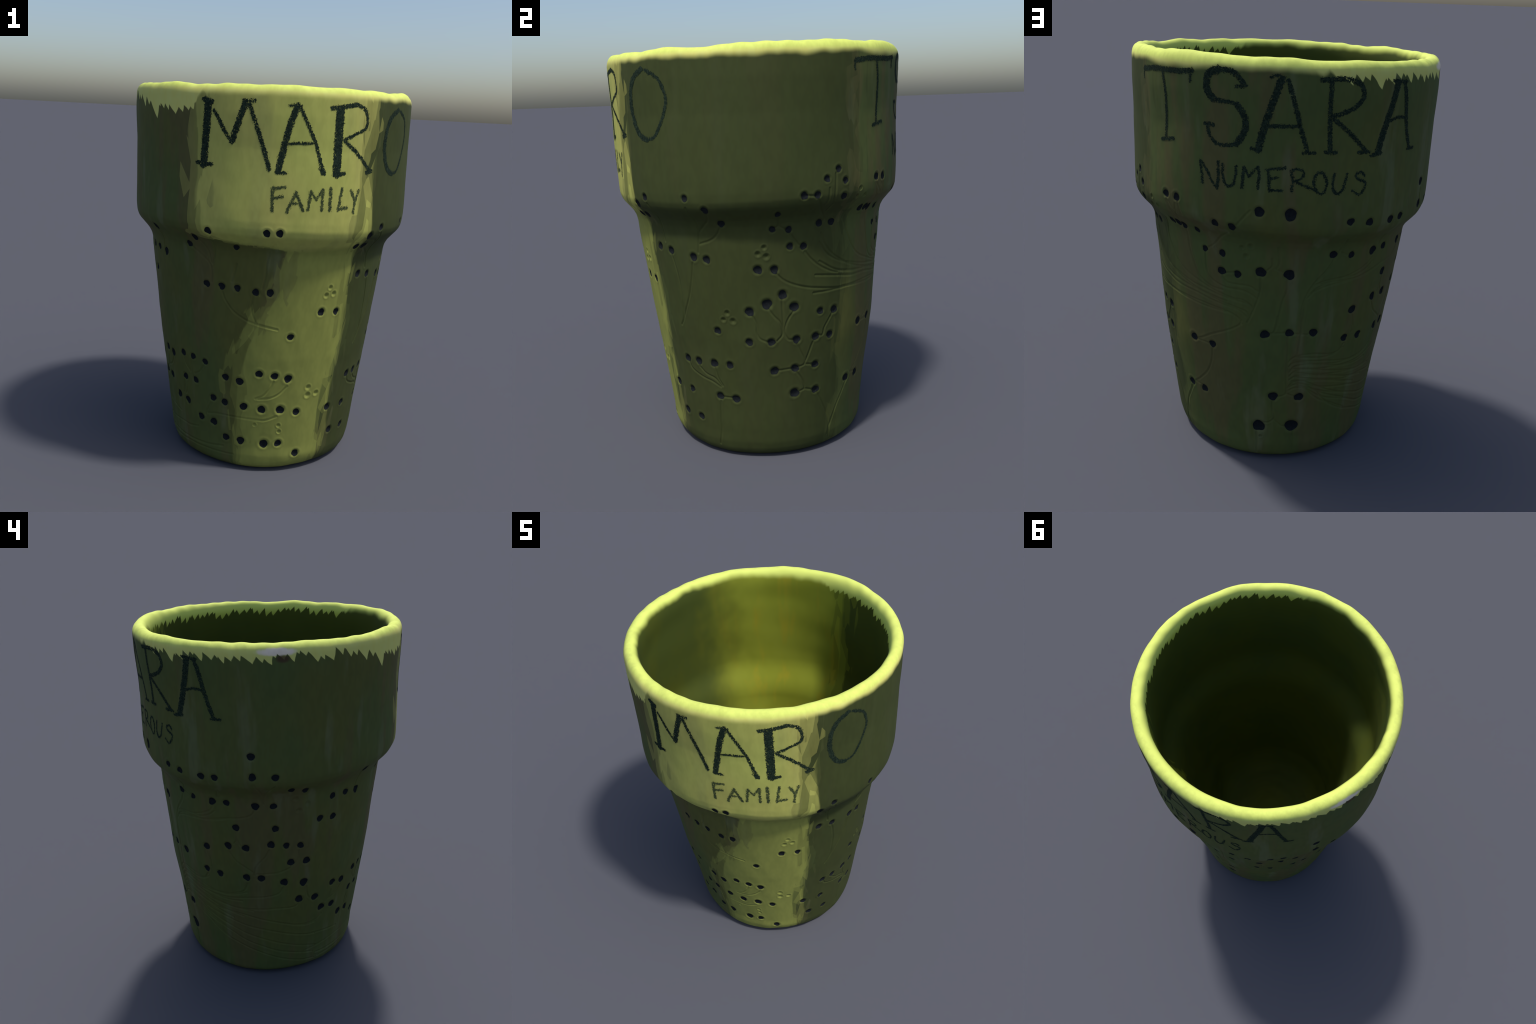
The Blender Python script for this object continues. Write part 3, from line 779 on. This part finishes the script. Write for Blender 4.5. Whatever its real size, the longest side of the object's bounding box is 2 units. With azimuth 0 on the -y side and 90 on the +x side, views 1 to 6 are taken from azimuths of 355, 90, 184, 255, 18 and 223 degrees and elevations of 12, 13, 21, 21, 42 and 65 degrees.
def inner_colour(m):
    cloud = m.noise(3.0, m.stretch(1, 1, .8, (2, 7, 1)), 3)
    streak = m.noise(8.0, m.stretch(1, 1, .2, (4, 4, 4)), 3)
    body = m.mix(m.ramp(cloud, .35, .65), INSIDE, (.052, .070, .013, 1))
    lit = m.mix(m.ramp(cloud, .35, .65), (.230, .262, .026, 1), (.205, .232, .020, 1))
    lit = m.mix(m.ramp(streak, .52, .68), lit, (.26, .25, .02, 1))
    # sun on the back inner wall, drawn in paler colour (azimuth 150 to 250 through the back)
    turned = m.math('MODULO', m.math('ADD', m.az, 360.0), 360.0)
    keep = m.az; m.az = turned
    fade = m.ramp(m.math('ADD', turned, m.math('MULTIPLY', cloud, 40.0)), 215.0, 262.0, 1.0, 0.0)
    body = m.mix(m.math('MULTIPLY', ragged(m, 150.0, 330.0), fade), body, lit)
    m.az = keep
    saw = m.math('ADD', m.math('MULTIPLY', tongues(m, 115.0, 9.0), .055), m.math('MULTIPLY', tongues(m, 50.0, 17.0), .03))
    hang = m.math('MULTIPLY', m.ramp(m.az, 18.0, 34.0), m.ramp(m.az, 158.0, 166.0, 1.0, 0.0))
    wave = m.math('MULTIPLY', m.math('SUBTRACT', m.noise(7.0, m.stretch(1, 1, .3, (6, 2, 5)), 2), .5), .05)
    edge = m.math('ADD', m.math('SUBTRACT', m.ramp(hang, 0.0, 1.0, 1.955, 1.948), m.math('MULTIPLY', saw, hang)), wave)
    soft = m.ramp(hang, 0.0, 1.0, .022, .004)
    lip = m.ramp(m.math('DIVIDE', m.math('SUBTRACT', m.z, edge), soft), -1.0, 1.0)
    return m.mix(lip, body, m.mix(m.ramp(m.z, 1.90, 1.96), (.40, .45, .07, 1), LIP_PALE))


def glaze(name, outside, inside):
    m = Net(name)
    if outside and inside:
        across = m.math('SQRT', m.math('ADD', m.math('POWER', m.math('ABSOLUTE', m.x), 2.0), m.math('POWER', m.math('ABSOLUTE', m.y), 2.0)))
        col = m.mix(m.ramp(across, .680, .694), inner_colour(m), outer_colour(m))
    else:
        col = outer_colour(m) if outside else inner_colour(m)
    return m.done(col, .72, .12, m.noise(60.0, None, 2), .06, .003)


def pigment(name, col, other):
    m = Net(name)
    g = m.noise(120.0, None, 3, .7)
    return m.done(m.mix(m.ramp(g, .40, .66), col, other), .85, .06)


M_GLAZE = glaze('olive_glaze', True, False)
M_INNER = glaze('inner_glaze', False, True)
M_LIP = glaze('lip_glaze', True, True)
M_INK = pigment('dark_underglaze', INK, (.025, .040, .025, 1))
M_FADED = pigment('faded_underglaze', (.030, .045, .022, 1), (.095, .115, .042, 1))
M_PIT = pigment('dark_pit', PIT, (.014, .017, .018, 1))

# ------------------------------------------------------------------ objects
cup = bpy.data.objects.new('ceramic_cup', None)
cup['label'] = 'olive green handmade ceramic cup with dark lettering and dots'
cup['category'] = 'cup'
bpy.context.scene.collection.objects.link(cup)


def add(name, verts, faces, mat, normals=None, parent=cup):
    me = bpy.data.meshes.new(name)
    verts = np.ascontiguousarray(verts, np.float32); faces = np.ascontiguousarray(faces, np.int32)
    k = faces.shape[1]
    me.vertices.add(len(verts)); me.vertices.foreach_set('co', verts.ravel())
    me.loops.add(faces.size); me.loops.foreach_set('vertex_index', faces.ravel())
    me.polygons.add(len(faces)); me.polygons.foreach_set('loop_start', np.arange(len(faces), dtype=np.int32) * k)
    me.polygons.foreach_set('use_smooth', np.ones(len(faces), bool))
    me.update(calc_edges=True); me.validate()
    if normals is not None:
        me.normals_split_custom_set_from_vertices(np.asarray(normals, np.float32).tolist())
    me.materials.append(mat)
    ob = bpy.data.objects.new(name, me); ob.parent = parent
    bpy.context.scene.collection.objects.link(ob)
    return ob


def ring_part(name, r0, r1, mat, cap=None):
    """rings r0..r1 of the body grid as one mesh; borders coincide with the neighbours"""
    n = r1 - r0 + 1
    verts = V[r0:r1 + 1].reshape(-1, 3); nor = N[r0:r1 + 1].reshape(-1, 3)
    i, j = np.meshgrid(np.arange(n - 1), np.arange(COLS), indexing='ij'); k = (j + 1) % COLS
    f = np.stack([i * COLS + j, i * COLS + k, (i + 1) * COLS + k, (i + 1) * COLS + j], -1).reshape(-1, 4)
    if cap is not None:
        row = 0 if cap < 0 else n - 1
        verts = np.vstack([verts, V[r0 + row].mean(0)]); nor = np.vstack([nor, (0, 0, cap)])
        # close the small centre with quads that share the hub
        j = np.arange(0, COLS, 2); a = row * COLS + j; b = row * COLS + j + 1; c = row * COLS + (j + 2) % COLS
        hub = np.full(len(j), len(verts) - 1)
        q = np.stack([hub, c, b, a], -1) if cap < 0 else np.stack([hub, a, b, c], -1)
        f = np.vstack([f, q])
    return add(name, verts, f, mat, nor)


tags = np.array(tags)
spans = {}
for t in ('base', 'lower_wall', 'upper_band', 'rim', 'inner_wall', 'inner_floor'):
    idx = np.where(tags == t)[0]; spans[t] = (idx[0], idx[-1])
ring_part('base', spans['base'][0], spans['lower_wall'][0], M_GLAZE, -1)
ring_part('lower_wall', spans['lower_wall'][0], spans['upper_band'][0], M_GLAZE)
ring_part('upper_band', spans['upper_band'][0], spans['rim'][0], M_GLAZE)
ring_part('rim', spans['rim'][0], spans['inner_wall'][0], M_LIP)
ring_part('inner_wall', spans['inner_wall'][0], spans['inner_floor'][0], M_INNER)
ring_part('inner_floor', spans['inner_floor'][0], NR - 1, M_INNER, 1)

# punched dots: a dark lining in each pit, irregular round outline
SEG, RNG = 22, 5
for t, z, r in HOLES:
    a = np.arange(SEG) * TAU / SEG
    ph = rng.uniform(0, TAU, 3); am = rng.uniform(.02, .09, 3)
    out = r * (1.0 + am[0] * np.cos(2 * a + ph[0]) + am[1] * np.cos(3 * a + ph[1]) + .5 * am[2] * np.cos(5 * a + ph[2]))
    R = float(np.interp(z, _zt, R_TAB)); P = []; Q = []
    for f in np.linspace(.18, 1, RNG):
        P.append(t + f * out * np.cos(a) / R); Q.append(z + f * out * np.sin(a))
    P.append(np.array([t])); Q.append(np.array([z]))
    verts, nor = skin(np.concatenate(P), np.concatenate(Q), .0012)
    i, j = np.meshgrid(np.arange(RNG - 1), np.arange(SEG), indexing='ij'); k = (j + 1) % SEG
    f = np.stack([i * SEG + j, (i + 1) * SEG + j, (i + 1) * SEG + k, i * SEG + k], -1).reshape(-1, 4)
    j = np.arange(0, SEG, 2)
    f = np.vstack([f, np.stack([np.full(len(j), RNG * SEG), j, j + 1, (j + 2) % SEG], -1)])
    add('punched_dot', verts, f, M_PIT)

# lettering: crayon-like strokes, broken up into grains that thin out at the edges
CELL = .0018
for count, (letter, strokes) in enumerate(GLYPHS):
    paths = [(w, *spline(p, .002)) for w, p in strokes]
    allt = np.concatenate([p[1] for p in paths]); allz = np.concatenate([p[2] for p in paths])
    tm, R = allt.mean(), float(np.interp(allz.mean(), _zt, R_TAB))
    wmax = max(p[0] for p in paths) + .012
    u0, u1 = (allt.min() - tm) * R - wmax, (allt.max() - tm) * R + wmax
    z0, z1 = allz.min() - wmax, allz.max() + wmax
    gu = np.arange(u0, u1, CELL); gz = np.arange(z0, z1, CELL)
    U, Z = np.meshgrid(gu, gz); cover = np.full(U.shape, -9.0)
    for w, pt, pz in paths:
        dist = np.full(U.shape, 9.0)
        for t, z in zip(pt, pz):
            u = (t - tm) * R
            i0, i1 = np.searchsorted(gz, [z - w - .012, z + w + .012]); j0, j1 = np.searchsorted(gu, [u - w - .012, u + w + .012])
            sub = dist[i0:i1, j0:j1]; np.minimum(sub, np.hypot(U[i0:i1, j0:j1] - u, Z[i0:i1, j0:j1] - z), out=sub)
        cover = np.maximum(cover, (w + (.0012 if w > .010 else .0002) - dist))
    g = rng.normal(size=U.shape)
    for _ in range(1):
        g = (g + np.roll(g, 1, 0) + np.roll(g, -1, 0) + np.roll(g, 1, 1) + np.roll(g, -1, 1)) / 5
    g /= g.std()
    keep = (cover + g * .0021 > 0) & ~((g < -1.35) & (cover < .009)) & (g > -2.1)
    vid = -np.ones((U.shape[0] + 1, U.shape[1] + 1), int)
    ii, jj = np.where(keep)
    corners = np.stack([ii, jj, ii, jj + 1, ii + 1, jj + 1, ii + 1, jj], -1).reshape(-1, 2)
    flat = corners[:, 0] * (U.shape[1] + 1) + corners[:, 1]
    uniq, inv = np.unique(flat, return_inverse=True)
    vi, vj = uniq // (U.shape[1] + 1), uniq % (U.shape[1] + 1)
    verts, nor = skin(tm + (u0 + (vj - .5) * CELL) / R, z0 + (vi - .5) * CELL, .0010)
    add('letter_' + letter.lower(), verts, inv.reshape(-1, 4), M_FADED if 9 <= count < 15 else M_INK, nor)
